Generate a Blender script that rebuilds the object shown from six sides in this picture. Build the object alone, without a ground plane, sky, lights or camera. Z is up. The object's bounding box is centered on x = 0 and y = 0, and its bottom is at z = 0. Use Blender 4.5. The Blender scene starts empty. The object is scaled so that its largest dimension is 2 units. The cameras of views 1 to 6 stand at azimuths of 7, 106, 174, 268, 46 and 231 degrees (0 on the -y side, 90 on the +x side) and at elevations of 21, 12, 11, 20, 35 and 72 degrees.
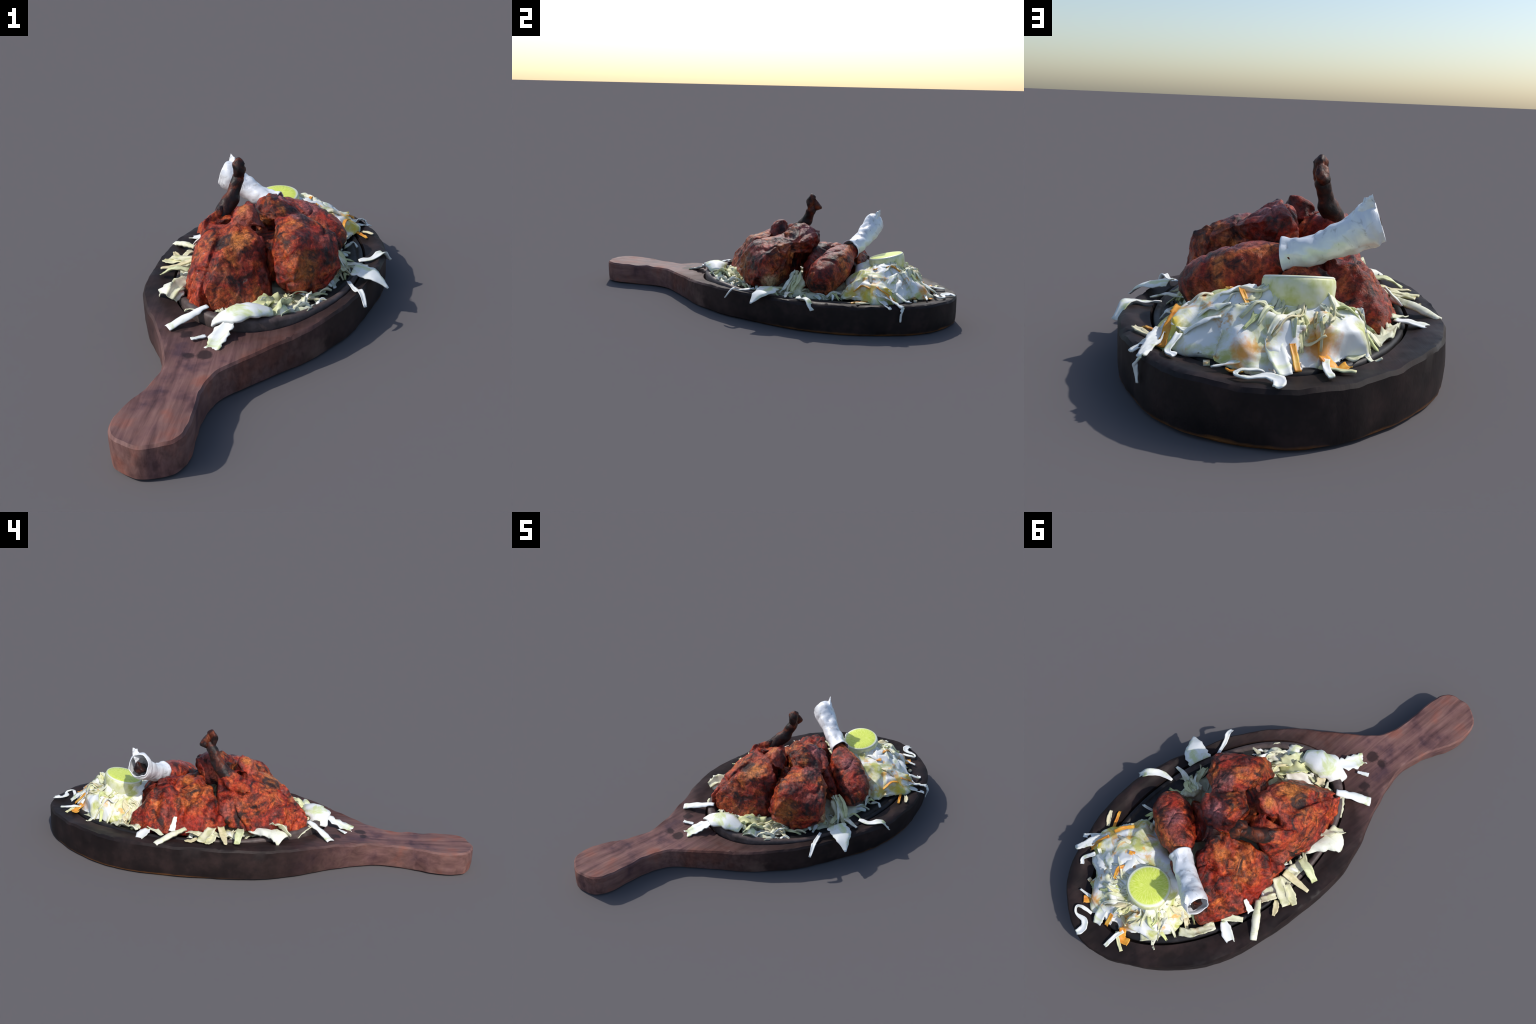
import bpy, bmesh, math, random
import numpy as np
from mathutils import Vector, noise, geometry
from mathutils.bvhtree import BVHTree

random.seed(7)
V = Vector

# ------------------------------------------------------------------ helpers
def catmull(pts, n, closed=False):
    """Catmull-Rom curve through the control points, n samples (any dimension)."""
    P = [np.array(p, float) for p in pts]
    m = len(P)
    segs = m if closed else m - 1
    out = []
    for k in range(n):
        t = k / n * segs if closed else k / (n - 1) * segs
        i = min(int(t), segs - 1)
        f = t - i
        if closed:
            a, b, c, d = P[(i - 1) % m], P[i % m], P[(i + 1) % m], P[(i + 2) % m]
        else:
            b, c = P[i], P[i + 1]
            a = P[i - 1] if i > 0 else 2 * b - c
            d = P[i + 2] if i + 2 < m else 2 * c - b
        out.append(0.5 * (2 * b + (c - a) * f + (2 * a - 5 * b + 4 * c - d) * f * f
                          + (3 * b - a - 3 * c + d) * f ** 3))
    return out


def make_mesh(name, verts, faces, mats, smooth=True):
    me = bpy.data.meshes.new(name)
    me.from_pydata([tuple(v) for v in verts], [], faces)
    for m in (mats if isinstance(mats, list) else [mats]):
        me.materials.append(m)
    bm = bmesh.new()
    bm.from_mesh(me)
    bmesh.ops.recalc_face_normals(bm, faces=bm.faces)
    bm.to_mesh(me)
    bm.free()
    me.polygons.foreach_set("use_smooth", [smooth] * len(me.polygons))
    me.update()
    return me


def add(name, me, parent=None):
    ob = bpy.data.objects.new(name, me)
    bpy.context.scene.collection.objects.link(ob)
    if parent:
        ob.parent = parent
    return ob


def thing(name, label, category):
    ob = add(name, None)
    ob.empty_display_size = 0.05
    ob["label"] = label
    ob["category"] = category
    return ob


def fbm(p, f, octaves=3, off=0.0):
    s, a = 0.0, 1.0
    for _ in range(octaves):
        s += a * noise.noise(V((p[0] * f + off, p[1] * f - off * 1.7, p[2] * f + off * 0.6)))
        f *= 2.03
        a *= 0.5
    return s


def ridged(p, f, off=0.0):
    return 1.0 - abs(noise.noise(V((p[0] * f + off, p[1] * f - off, p[2] * f + off * 0.3)))) * 2.0


def sstep(a, b, x):
    t = max(0.0, min(1.0, (x - a) / (b - a)))
    return t * t * (3 - 2 * t)


def blob(name, hulls, mat, voxel=0.007, smooth=6, relief=None, flat_shade=False):
    """One body: convex masses fused by a voxel remesh, softened, then given relief."""
    bm = bmesh.new()
    for pts in hulls:
        vs = [bm.verts.new(p) for p in pts]
        res = bmesh.ops.convex_hull(bm, input=vs)
        junk = [g for g in res["geom_interior"] if isinstance(g, bmesh.types.BMVert)]
        if junk:
            bmesh.ops.delete(bm, geom=junk, context='VERTS')
    bmesh.ops.recalc_face_normals(bm, faces=bm.faces)
    me = bpy.data.meshes.new(name)
    bm.to_mesh(me)
    bm.free()
    tmp = add(name + "_work", me)
    md = tmp.modifiers.new("fuse", 'REMESH')
    md.mode = 'VOXEL'
    md.voxel_size = voxel
    sm = tmp.modifiers.new("soften", 'SMOOTH')
    sm.factor = 0.5
    sm.iterations = smooth
    dg = bpy.context.evaluated_depsgraph_get()
    out = bpy.data.meshes.new_from_object(tmp.evaluated_get(dg))
    bpy.data.objects.remove(tmp)
    bpy.data.meshes.remove(me)
    out.name = name
    if relief:
        n = [v.normal.copy() for v in out.vertices]
        for v, nn in zip(out.vertices, n):
            v.co += relief(v.co.copy(), nn)
    out.materials.clear()
    out.materials.append(mat)
    out.polygons.foreach_set("use_smooth", [not flat_shade] * len(out.polygons))
    out.update()
    return out


def tube(sections, n=20, steps=40, wobble=0.0, wf=40.0, seed=0.0, cap=True, crease=0.0):
    """Loft: sections are (x, y, z, radius_up, radius_side) along a spine."""
    S = catmull(sections, steps)
    verts, faces = [], []
    for i, s in enumerate(S):
        a, b = S[max(i - 1, 0)], S[min(i + 1, steps - 1)]
        t = V(b[:3] - a[:3]).normalized()
        side = t.cross(V((0, 0, 1)))
        side = side.normalized() if side.length > 0.05 else V((1, 0, 0))
        up = side.cross(t)
        for j in range(n):
            an = 2 * math.pi * j / n
            d = up * (math.cos(an) * s[3]) + side * (math.sin(an) * s[4])
            p = V(s[:3]) + d
            if wobble:
                p += d.normalized() * (wobble * fbm(p, wf, 2, seed))
            if crease:
                p -= d.normalized() * (crease * max(0.0, ridged(p, wf * 0.8, seed + 3) - 0.35))
            verts.append(p)
    for i in range(steps - 1):
        for j in range(n):
            k = (j + 1) % n
            faces.append((i * n + j, i * n + k, (i + 1) * n + k, (i + 1) * n + j))
    if cap:
        for base, c in ((0, S[0]), ((steps - 1) * n, S[-1])):
            ci = len(verts)
            verts.append(V(c[:3]))
            for j in range(n):
                faces.append((base + j, base + (j + 1) % n, ci))
    return verts, faces


# ---------------------------------------------------------------- materials
class Nodes:
    def __init__(self, name):
        self.m = bpy.data.materials.new(name)
        self.m.use_nodes = True
        self.t = self.m.node_tree
        self.t.nodes.clear()
        self.out = self.n("ShaderNodeOutputMaterial")
        self.b = self.n("ShaderNodeBsdfPrincipled")
        self.l(self.b.outputs[0], self.out.inputs[0])
        self.tc = self.n("ShaderNodeTexCoord")

    def n(self, kind):
        return self.t.nodes.new(kind)

    def l(self, a, b):
        self.t.links.new(a, b)

    def coord(self, scale=(1, 1, 1), rot=(0, 0, 0), loc=(0, 0, 0)):
        mp = self.n("ShaderNodeMapping")
        mp.inputs["Scale"].default_value = scale
        mp.inputs["Rotation"].default_value = rot
        mp.inputs["Location"].default_value = loc
        self.l(self.tc.outputs["Object"], mp.inputs["Vector"])
        return mp.outputs[0]

    def noise(self, scale, detail=4, rough=0.55, vec=None, dist=0.0):
        t = self.n("ShaderNodeTexNoise")
        t.inputs["Scale"].default_value = scale
        t.inputs["Detail"].default_value = detail
        t.inputs["Roughness"].default_value = rough
        t.inputs["Distortion"].default_value = dist
        self.l(vec or self.tc.outputs["Object"], t.inputs["Vector"])
        return t.outputs["Fac"]

    def ramp(self, fac, stops):
        r = self.n("ShaderNodeValToRGB")
        e = r.color_ramp.elements
        while len(e) < len(stops):
            e.new(0.5)
        for el, (p, c) in zip(e, stops):
            el.position = p
            el.color = (c, c, c, 1) if not hasattr(c, "__len__") else (*c, 1)
        self.l(fac, r.inputs[0])
        return r.outputs[0]

    def mix(self, fac, a, b, mode='MIX'):
        x = self.n("ShaderNodeMix")
        x.data_type = 'RGBA'
        x.blend_type = mode
        for s, v in ((0, fac), (6, a), (7, b)):
            if hasattr(v, "is_linked"):
                self.l(v, x.inputs[s])
            else:
                x.inputs[s].default_value = v if not hasattr(v, "__len__") else (*v, 1)
        return x.outputs[2]

    def math(self, op, a, b=0.0):
        x = self.n("ShaderNodeMath")
        x.operation = op
        for s, v in ((0, a), (1, b)):
            if hasattr(v, "is_linked"):
                self.l(v, x.inputs[s])
            else:
                x.inputs[s].default_value = v
        return x.outputs[0]

    def axis(self, k):
        s = self.n("ShaderNodeSeparateXYZ")
        self.l(self.tc.outputs["Object"], s.inputs[0])
        return s.outputs[k]

    def bump(self, h, strength=0.3, dist=0.005):
        b = self.n("ShaderNodeBump")
        b.inputs["Strength"].default_value = strength
        b.inputs["Distance"].default_value = dist
        self.l(h, b.inputs["Height"])
        self.l(b.outputs[0], self.b.inputs["Normal"])

    def spot(self, centre, radius, soft=0.5, squash=(1, 1, 1), jitter=0.6, jscale=40.0):
        """Mask: 1 inside a ragged ball around a point of the object, 0 outside."""
        nz = self.n("ShaderNodeTexNoise")
        nz.inputs["Scale"].default_value = jscale
        nz.inputs["Detail"].default_value = 3
        self.l(self.tc.outputs["Object"], nz.inputs["Vector"])
        d = self.n("ShaderNodeVectorMath")
        d.operation = 'SUBTRACT'
        self.l(self.tc.outputs["Object"], d.inputs[0])
        d.inputs[1].default_value = centre
        q = self.n("ShaderNodeVectorMath")
        q.operation = 'MULTIPLY'
        self.l(d.outputs[0], q.inputs[0])
        q.inputs[1].default_value = squash
        ln = self.n("ShaderNodeVectorMath")
        ln.operation = 'LENGTH'
        self.l(q.outputs[0], ln.inputs[0])
        r = self.math('DIVIDE', ln.outputs["Value"], radius)
        r = self.math('ADD', r, self.math('MULTIPLY', self.math('SUBTRACT', nz.outputs["Fac"], 0.5), jitter * 2))
        r = self.math('MULTIPLY', r, 0.5)
        return self.ramp(r, [(0.5 * (1 - soft), 1.0), (0.5, 0.0)])

    def done(self, color, rough=0.5, spec=0.5, metal=0.0, coat=0.0):
        for k, v in (("Base Color", color), ("Roughness", rough), ("Specular IOR Level", spec),
                     ("Metallic", metal), ("Coat Weight", coat)):
            if hasattr(v, "is_linked"):
                self.l(v, self.b.inputs[k])
            else:
                self.b.inputs[k].default_value = v if not hasattr(v, "__len__") else (*v, 1)
        return self.m


def wood_material():
    m = Nodes("charred_wood")
    grain_vec = m.coord((60, 4.5, 30), (0, 0, math.radians(-12)))
    grain = m.noise(1.0, 6, 0.6, grain_vec, 0.4)
    blotch = m.noise(6.5, 4, 0.6)
    light = m.ramp(grain, [(0.28, (0.105, 0.052, 0.047)), (0.5, (0.180, 0.092, 0.080)),
                           (0.72, (0.250, 0.135, 0.115))])
    tone = m.ramp(blotch, [(0.33, (0.42, 0.42, 0.56)), (0.45, (0.85, 0.82, 0.88)), (0.55, (1.0, 1.0, 1.0)), (0.68, (1.25, 0.92, 0.80))])
    light = m.mix(1.0, light, tone, 'MULTIPLY')
    dark = m.ramp(m.noise(8.0, 6, 0.65), [(0.3, (0.006, 0.005, 0.0055)), (0.50, (0.0145, 0.0100, 0.0100)),
                                          (0.72, (0.038, 0.023, 0.022))])
    # the bowl end is smoked dark, the handle stays brown
    y = m.axis(1)
    yy = m.math('ADD', y, m.math('MULTIPLY', m.math('SUBTRACT', blotch, 0.5), 0.6))
    far = m.ramp(m.math('ADD', yy, 0.75), [(0.18, 0.0), (0.55, 0.86), (0.80, 0.98)])
    col = m.mix(far, light, dark)
    # damp stains at the neck and a scraped pale patch low on the side
    for c, r in (((-0.146, -0.491, 0.115), 0.030), ((-0.201, -0.499, 0.115), 0.024), ((-0.228, -0.365, 0.12), 0.026), ((-0.26, -0.33, 0.12), 0.03)):
        col = m.mix(m.math('MULTIPLY', m.spot(c, r, 0.35), 0.8), col, (0.020, 0.012, 0.012))
    col = m.mix(m.math('MULTIPLY', m.spot((0.20, -0.29, 0.02), 0.07, 0.8), 0.6), col, (0.17, 0.105, 0.085))
    # pale raw wood showing along the chipped bottom edge
    z = m.axis(2)
    edge = m.math('ADD', z, m.math('MULTIPLY', m.noise(7.0, 3), 0.03))
    raw = m.math('MULTIPLY', m.ramp(edge, [(0.016, 1.0), (0.027, 0.0)]), m.ramp(y, [(0.05, 0.0), (0.3, 0.9)]))
    col = m.mix(raw, col, (0.22, 0.085, 0.022))
    m.bump(m.math('ADD', grain, m.math('MULTIPLY', blotch, 0.6)), 0.25, 0.004)
    return m.done(col, m.ramp(blotch, [(0.3, 0.48), (0.7, 0.66)]), 0.18)


def iron_material():
    m = Nodes("black_iron")
    n1 = m.noise(14.0, 5, 0.65)
    col = m.ramp(n1, [(0.3, (0.006, 0.006, 0.007)), (0.55, (0.017, 0.015, 0.016)), (0.8, (0.05, 0.042, 0.042))])
    m.bump(m.noise(60.0, 4), 0.25, 0.003)
    return m.done(col, 0.5, 0.25)


def rim_material():
    m = Nodes("worn_iron_rim")
    n1 = m.noise(25.0, 5, 0.65)
    col = m.ramp(n1, [(0.3, (0.040, 0.028, 0.026)), (0.55, (0.085, 0.060, 0.056)), (0.8, (0.13, 0.098, 0.092))])
    m.bump(m.noise(60.0, 4), 0.25, 0.003)
    return m.done(col, 0.55, 0.4)


def roast_material(name, seed, tint=(1, 1, 1), char=0.0, patches=()):
    """Tandoori skin: red to orange, brown crust, pink sky sheen painted into the colour, and black char."""
    m = Nodes(name)
    off = (seed * 1.3, seed * 0.7, seed * 2.1)
    big = m.noise(8.0, 5, 0.62, m.coord(loc=off), 0.6)
    mid = m.noise(26.0, 6, 0.68, m.coord(loc=off), 0.8)
    fine = m.noise(85.0, 5, 0.7, m.coord(loc=off), 0.4)
    base = m.ramp(big, [(0.30, (0.050, 0.008, 0.005)), (0.40, (0.150, 0.012, 0.006)), (0.49, (0.295, 0.025, 0.009)),  # upper stops brightened to carry the orange specular highlights
                        (0.57, (0.420, 0.072, 0.017)), (0.69, (0.540, 0.170, 0.038))])
    crust = m.ramp(mid, [(0.34, (0.08, 0.06, 0.06)), (0.45, (0.50, 0.43, 0.42)), (0.53, (0.95, 0.92, 0.90)), (0.66, (1.35, 1.3, 1.25))])
    col = m.mix(1.0, base, crust, 'MULTIPLY')
    pink = m.ramp(m.noise(10.0, 5, 0.6, m.coord(loc=(off[1], off[2], off[0]))), [(0.50, 0.0), (0.66, 0.5)])  # veil of reflected-light pink blended into the skin colour
    col = m.mix(pink, col, (0.38, 0.105, 0.080))
    for c, r, rgb, amount in patches:
        col = m.mix(m.math('MULTIPLY', m.spot(c, r, 0.7), amount), col, rgb)
    speck = m.ramp(fine, [(0.36, (0.40, 0.33, 0.32)), (0.50, (1.0, 1.0, 1.0)), (0.62, (1.55, 1.6, 1.7))])
    col = m.mix(0.85, col, speck, 'MULTIPLY')
    burnt = m.ramp(m.noise(9.0, 6, 0.62, m.coord(loc=(off[2], off[0], off[1])), 0.9),
                   [(0.53 - char, 0.0), (0.63 - char, 0.93)])
    col = m.mix(burnt, col, (0.012, 0.008, 0.009))
    col = m.mix(1.0, col, tint, 'MULTIPLY')
    h = m.math('ADD', m.math('MULTIPLY', mid, 1.0), m.math('MULTIPLY', fine, 0.6))
    m.bump(h, 0.75, 0.009)
    return m.done(col, m.ramp(mid, [(0.35, 0.30), (0.65, 0.50)]), 0.32, 0.0, 0.03)


BLACK, PALE, PAINTED_SHEEN, ORANGE, SCARLET = (0.008, 0.006, 0.007), (0.50, 0.33, 0.16), (0.36, 0.125, 0.12), (0.52, 0.17, 0.03), (0.40, 0.03, 0.012)  # third entry: pinkish sky reflection tinted onto upward-facing skin


def char_material():
    m = Nodes("charred_bone_skin")
    n1 = m.noise(16.0, 5, 0.65, None, 0.6)
    col = m.ramp(n1, [(0.42, (0.009, 0.007, 0.007)), (0.53, (0.030, 0.009, 0.007)), (0.62, (0.13, 0.028, 0.011)),
                      (0.74, (0.26, 0.080, 0.022))])
    m.bump(m.noise(45.0, 4), 0.6, 0.006)
    return m.done(col, 0.5, 0.3)


def cabbage_material():
    m = Nodes("shredded_cabbage")
    info = m.n("ShaderNodeObjectInfo")
    body = m.ramp(info.outputs["Random"], [(0.0, (0.76, 0.77, 0.68)), (0.3, (0.72, 0.69, 0.44)),
                                           (0.5, (0.60, 0.65, 0.30)), (0.65, (0.72, 0.72, 0.56)), (0.85, (0.70, 0.61, 0.38)), (1.0, (0.80, 0.80, 0.74))])
    vein = m.ramp(m.noise(24.0, 4, 0.6, None, 0.8), [(0.35, (0.72, 0.74, 0.50)), (0.5, (1, 1, 0.96)), (0.7, (1.12, 1.12, 1.12))])
    col = m.mix(0.75, body, vein, 'MULTIPLY')
    scorch = m.ramp(m.noise(16.0, 4, 0.6, m.coord(loc=(3, 1, 2))), [(0.62, 0.0), (0.75, 0.6)])
    col = m.mix(scorch, col, (0.42, 0.26, 0.10))
    m.bump(m.noise(60.0, 3), 0.2, 0.003)
    m.b.inputs["Subsurface Weight"].default_value = 0.0
    return m.done(col, 0.5, 0.35)


def white_cabbage_material():
    m = Nodes("white_cabbage")
    col = m.ramp(m.noise(13.0, 4, 0.6, None, 0.6), [(0.34, (0.62, 0.68, 0.36)), (0.48, (0.80, 0.82, 0.78)), (0.7, (0.86, 0.87, 0.88))])
    m.bump(m.noise(50.0, 3), 0.15, 0.003)
    return m.done(col, 0.5, 0.35)


def salad_material():
    m = Nodes("overexposure_whitened_salad")  # cabbage colour bleached toward white where strong light overexposes it
    col = m.ramp(m.noise(11.0, 5, 0.6, None, 0.5), [(0.36, (0.50, 0.52, 0.16)), (0.45, (0.72, 0.72, 0.50)), (0.54, (0.82, 0.83, 0.82))])
    warm = m.ramp(m.noise(14.0, 4, 0.6, m.coord(loc=(4, 2, 7)), 0.5), [(0.56, 0.0), (0.63, 0.8)])
    col = m.mix(warm, col, (0.72, 0.36, 0.06))
    # mustard dressing pooled at the right foot of the heap, carrot showing at the back
    for c, r, rgb in (((0.30, 0.60, 0.17), 0.055, (0.66, 0.50, 0.03)), ((0.31, 0.70, 0.20), 0.035, (0.72, 0.50, 0.04)), ((0.26, 0.52, 0.15), 0.05, (0.62, 0.46, 0.05)),
                      ((-0.04, 0.81, 0.18), 0.055, (0.74, 0.30, 0.03)), ((0.14, 0.84, 0.17), 0.04, (0.74, 0.30, 0.03)), ((0.13, 0.70, 0.28), 0.02, (0.78, 0.36, 0.05))):
        col = m.mix(m.math('MULTIPLY', m.spot(c, r, 0.6), 0.9), col, rgb)
    m.bump(m.noise(40.0, 3), 0.2, 0.004)
    return m.done(col, 0.5, 0.35)


def carrot_material():
    m = Nodes("carrot")
    col = m.ramp(m.noise(30.0, 4), [(0.35, (0.62, 0.20, 0.02)), (0.55, (0.78, 0.36, 0.04)), (0.7, (0.80, 0.52, 0.10))])
    return m.done(col, 0.45, 0.4)


def foil_material():
    m = Nodes("crumpled_foil")
    n1 = m.noise(20.0, 4, 0.6, None, 1.6)
    col = m.ramp(n1, [(0.30, (0.55, 0.55, 0.56)), (0.40, (0.82, 0.84, 0.87)), (0.7, (0.90, 0.91, 0.93))])
    m.bump(n1, 0.3, 0.006)
    return m.done(col, 0.35, 0.6, 0.15)


def lime_flesh_material():
    m = Nodes("lime_flesh")
    # radial fibres around the middle of the cut face (object origin sits there)
    x, y = m.axis(0), m.axis(1)
    ang = m.math('ARCTAN2', y, x)
    r = m.math('SQRT', m.math('ADD', m.math('MULTIPLY', x, x), m.math('MULTIPLY', y, y)))
    comb = m.n("ShaderNodeCombineXYZ")
    m.l(m.math('MULTIPLY', ang, 5.0), comb.inputs[0])
    m.l(m.math('MULTIPLY', r, 20.0), comb.inputs[1])
    fib = m.noise(2.5, 4, 0.6, comb.outputs[0])
    col = m.ramp(fib, [(0.35, (0.56, 0.68, 0.065)), (0.55, (0.70, 0.79, 0.14)), (0.75, (0.82, 0.86, 0.34))])
    rim = m.ramp(m.math('MULTIPLY', r, 10.0), [(0.76, 0.0), (0.85, 1.0)])
    col = m.mix(rim, col, (0.80, 0.82, 0.68))
    m.bump(fib, 0.2, 0.002)
    return m.done(col, 0.35, 0.5)


def lime_rind_material():
    m = Nodes("lime_rind")
    col = m.ramp(m.noise(25.0, 3), [(0.3, (0.55, 0.58, 0.20)), (0.5, (0.74, 0.75, 0.46)), (0.7, (0.82, 0.82, 0.68))])
    return m.done(col, 0.45, 0.4)


FAN = None
WOOD, IRON, RIM = wood_material(), iron_material(), rim_material()
CABBAGE, WHITE, SALAD, CARROT = cabbage_material(), white_cabbage_material(), salad_material(), carrot_material()
FOIL, CHAR = foil_material(), char_material()

# ------------------------------------------------------- board and iron plate
platter = thing("sizzler_platter", "dark charred wooden paddle board holding an oval black iron plate", "serving platter")

OUTLINE = [(-0.256, -0.996), (-0.195, -0.990), (-0.147, -0.962), (-0.122, -0.890), (-0.121, -0.736), (-0.105, -0.628), (-0.056, -0.546),
           (0.062, -0.430), (0.195, -0.294), (0.317, -0.106), (0.397, 0.111), (0.441, 0.270), (0.454, 0.390),
           (0.444, 0.540), (0.406, 0.675), (0.345, 0.817), (0.270, 0.906), (0.172, 0.966), (0.060, 0.998),
           (-0.033, 0.980), (-0.115, 0.938), (-0.252, 0.824), (-0.368, 0.667), (-0.426, 0.496), (-0.456, 0.262),
           (-0.456, 0.010), (-0.410, -0.166), (-0.343, -0.307), (-0.280, -0.490), (-0.270, -0.600), (-0.295, -0.710),
           (-0.331, -0.800), (-0.345, -0.880), (-0.321, -0.953)]
N_EDGE = 300
EDGE = [V((p[0] - 0.003, p[1] * 0.998)) for p in catmull(OUTLINE, N_EDGE, True)]

PC, PA, PB, PROT = V((0.0, 0.275)), 0.622, 0.372, math.radians(-6.5)   # plate centre, half axes, turn
AX = V((-math.sin(PROT), math.cos(PROT)))
SX = V((AX.y, -AX.x))


def plate_q(x, y):
    d = V((x, y)) - PC
    return math.hypot(d.dot(AX) / PA, d.dot(SX) / PB)


def edge_height(x, y):
    """Height of the board's upper edge: the handle is thinner, the left rim tallest."""
    h = 0.110 + 0.026 * sstep(-0.62, -0.1, y)
    h += 0.010 * sstep(0.0, -0.45, x) * sstep(-0.2, 0.3, y)
    return h


def board_top(x, y):
    q = plate_q(x, y)
    z = edge_height(x, y)
    z += 0.006 * sstep(1.02, 1.12, q) * sstep(1.36, 1.2, q) * sstep(0.05, 0.3, x)   # crest on the right
    z -= 0.006 * sstep(1.14, 1.03, q)   # slopes to a ledge round the plate
    z -= 0.050 * sstep(0.985, 0.955, q)                            # recess for the plate
    z += 0.0035 * fbm((x, y, 0), 9, 3, 2.0)
    return z


def build_board():
    verts, faces = [], []
    # side wall rings from the underside up, with chips and hewn waves
    levels = [(0.0, -0.006), (0.006, 0.0), (0.030, 0.003), (0.060, 0.004), (0.085, 0.004), (0.93, 0.003), (1.0, -0.004)]
    tang = [(EDGE[(i + 1) % N_EDGE] - EDGE[i - 1]).normalized() for i in range(N_EDGE)]
    area = sum(EDGE[i - 1].x * EDGE[i].y - EDGE[i].x * EDGE[i - 1].y for i in range(N_EDGE))
    sg = 1 if area > 0 else -1
    nor = [V((t.y, -t.x)) * sg for t in tang]
    top_ring = []
    for li, (zz, off) in enumerate(levels):
        for i, e in enumerate(EDGE):
            h = edge_height(e.x, e.y) + 0.006 * fbm((e.x, e.y, 0), 14, 2, 5.0)
            z = zz if li < 5 else h * (0.93 if li == 5 else 1.0)
            w = 0.0035 * fbm((e.x, e.y, z * 0.5), 16, 3, 1.0) if li else 0.006 * fbm((e.x, e.y, 0), 12, 2, 9.0) - 0.002
            p = e + nor[i] * (off + w)
            if li == len(levels) - 1:
                top_ring.append(p)
            verts.append((p.x, p.y, z))
    nl = len(levels)
    for l in range(nl - 1):
        for i in range(N_EDGE):
            j = (i + 1) % N_EDGE
            faces.append((l * N_EDGE + i, l * N_EDGE + j, (l + 1) * N_EDGE + j, (l + 1) * N_EDGE + i))
    faces.append(tuple(range(N_EDGE)))
    # upper face: constrained triangulation of the outline with inner points
    rng = random.Random(3)
    pts = list(top_ring)
    step = 0.011
    from_edge = [(p, n) for p, n in zip(top_ring, nor)]
    edge_np = np.array([(p.x, p.y) for p in top_ring])
    y = -1.0
    while y < 1.0:
        x = -0.5
        while x < 0.5:
            px, py = x + rng.uniform(-.003, .003), y + rng.uniform(-.003, .003)
            d2 = ((edge_np - (px, py)) ** 2).sum(1)
            k = int(d2.argmin())
            if d2[k] > 0.008 ** 2 and (V((px, py)) - top_ring[k]).dot(nor[k]) < 0 and plate_q(px, py) > 1.025:
                pts.append(V((px, py)))
            x += step
        y += step
    for q in (0.935, 0.957, 0.972, 0.990, 1.012):      # clean rings round the recess
        for i in range(180):
            a = i * math.pi / 90
            pts.append(PC + AX * (math.cos(a) * PA * q) + SX * (math.sin(a) * PB * q))
    for i in range(12):       # sparse points under the plate
        a = i * math.pi / 6
        pts.append(PC + AX * (math.cos(a) * PA * 0.6) + SX * (math.sin(a) * PB * 0.6))
    res = geometry.delaunay_2d_cdt(pts, [], [list(range(N_EDGE))], 1, 1e-6)
    vmap = {}
    for vi, (co, orig) in enumerate(zip(res[0], res[3])):
        o = [k for k in orig if k < N_EDGE]
        if o:
            vmap[vi] = (nl - 1) * N_EDGE + o[0]
        else:
            vmap[vi] = len(verts)
            verts.append((co.x, co.y, board_top(co.x, co.y)))
    for f in res[2]:
        faces.append(tuple(vmap[k] for k in f))
    me = make_mesh("wooden_board", verts, faces, WOOD)
    me.set_sharp_from_angle(angle=math.radians(32))
    return add("wooden_board", me, platter)


def rim_height(x, y):
    return 0.135 + 0.021 * sstep(0.1, -0.28, y) * (1 - 0.6 * sstep(-0.05, 0.2, x)) + 0.004 * sstep(0.0, -0.3, x) - 0.005 * sstep(0.1, 0.35, x)


def build_plate():
    prof = [(0.0, None, 0.112), (0.3, None, 0.112), (0.55, None, 0.112), (0.72, None, 0.116), (0.84, None, 0.121),
            (0.885, None, 0.125), (0.900, -0.008, 0), (0.912, -0.001, 0), (0.935, 0.001, 0), (0.960, -0.001, 0),
            (0.968, -0.010, 0), (0.97, -0.05, 0)]
    n = 160
    verts, faces = [], []
    for q, dr, zabs in prof:
        for i in range(n):
            a = 2 * math.pi * i / n
            d = AX * (math.cos(a) * PA * q) + SX * (math.sin(a) * PB * q)
            p = PC + d
            z = zabs if dr is None else rim_height(p.x, p.y) + dr
            z += 0.002 * fbm((p.x, p.y, z), 12, 2, 4.0)
            verts.append((p.x, p.y, z))
    for l in range(1, len(prof) - 1):
        for i in range(n):
            j = (i + 1) % n
            faces.append((l * n + i, l * n + j, (l + 1) * n + j, (l + 1) * n + i))
    faces.append(tuple(n + i for i in range(n)))
    # the first ring collapses on the centre and is not used
    verts2 = verts[n:]
    faces = [tuple(k - n for k in f) for f in faces]
    me = make_mesh("iron_plate", verts2, faces, [IRON, RIM])
    for p in me.polygons:
        q = plate_q(p.center.x, p.center.y)
        if q > 0.90 and p.center.y < 0.25:
            p.material_index = 1
    return add("iron_plate", me, platter)


build_board()
build_plate()

# --------------------------------------------------------------- chicken
def meat_relief(seed, amp=1.0, swell=0.0):
    def f(p, n):
        d = swell + 0.0075 * fbm(p, 11, 3, seed) + 0.0035 * (ridged(p, 22, seed) - 0.55) + 0.0024 * fbm(p, 48, 3, seed + 5)
        where = sstep(-0.15, 0.35, fbm(p, 7, 1, seed + 9.0))
        d -= 0.010 * where * max(0.0, ridged(p, 9, seed + 2.0) - 0.80) / 0.2      # skin folds
        return n * (d * amp)
    return f


def piece(name, label):
    return thing(name, label, "roast chicken")


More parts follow.
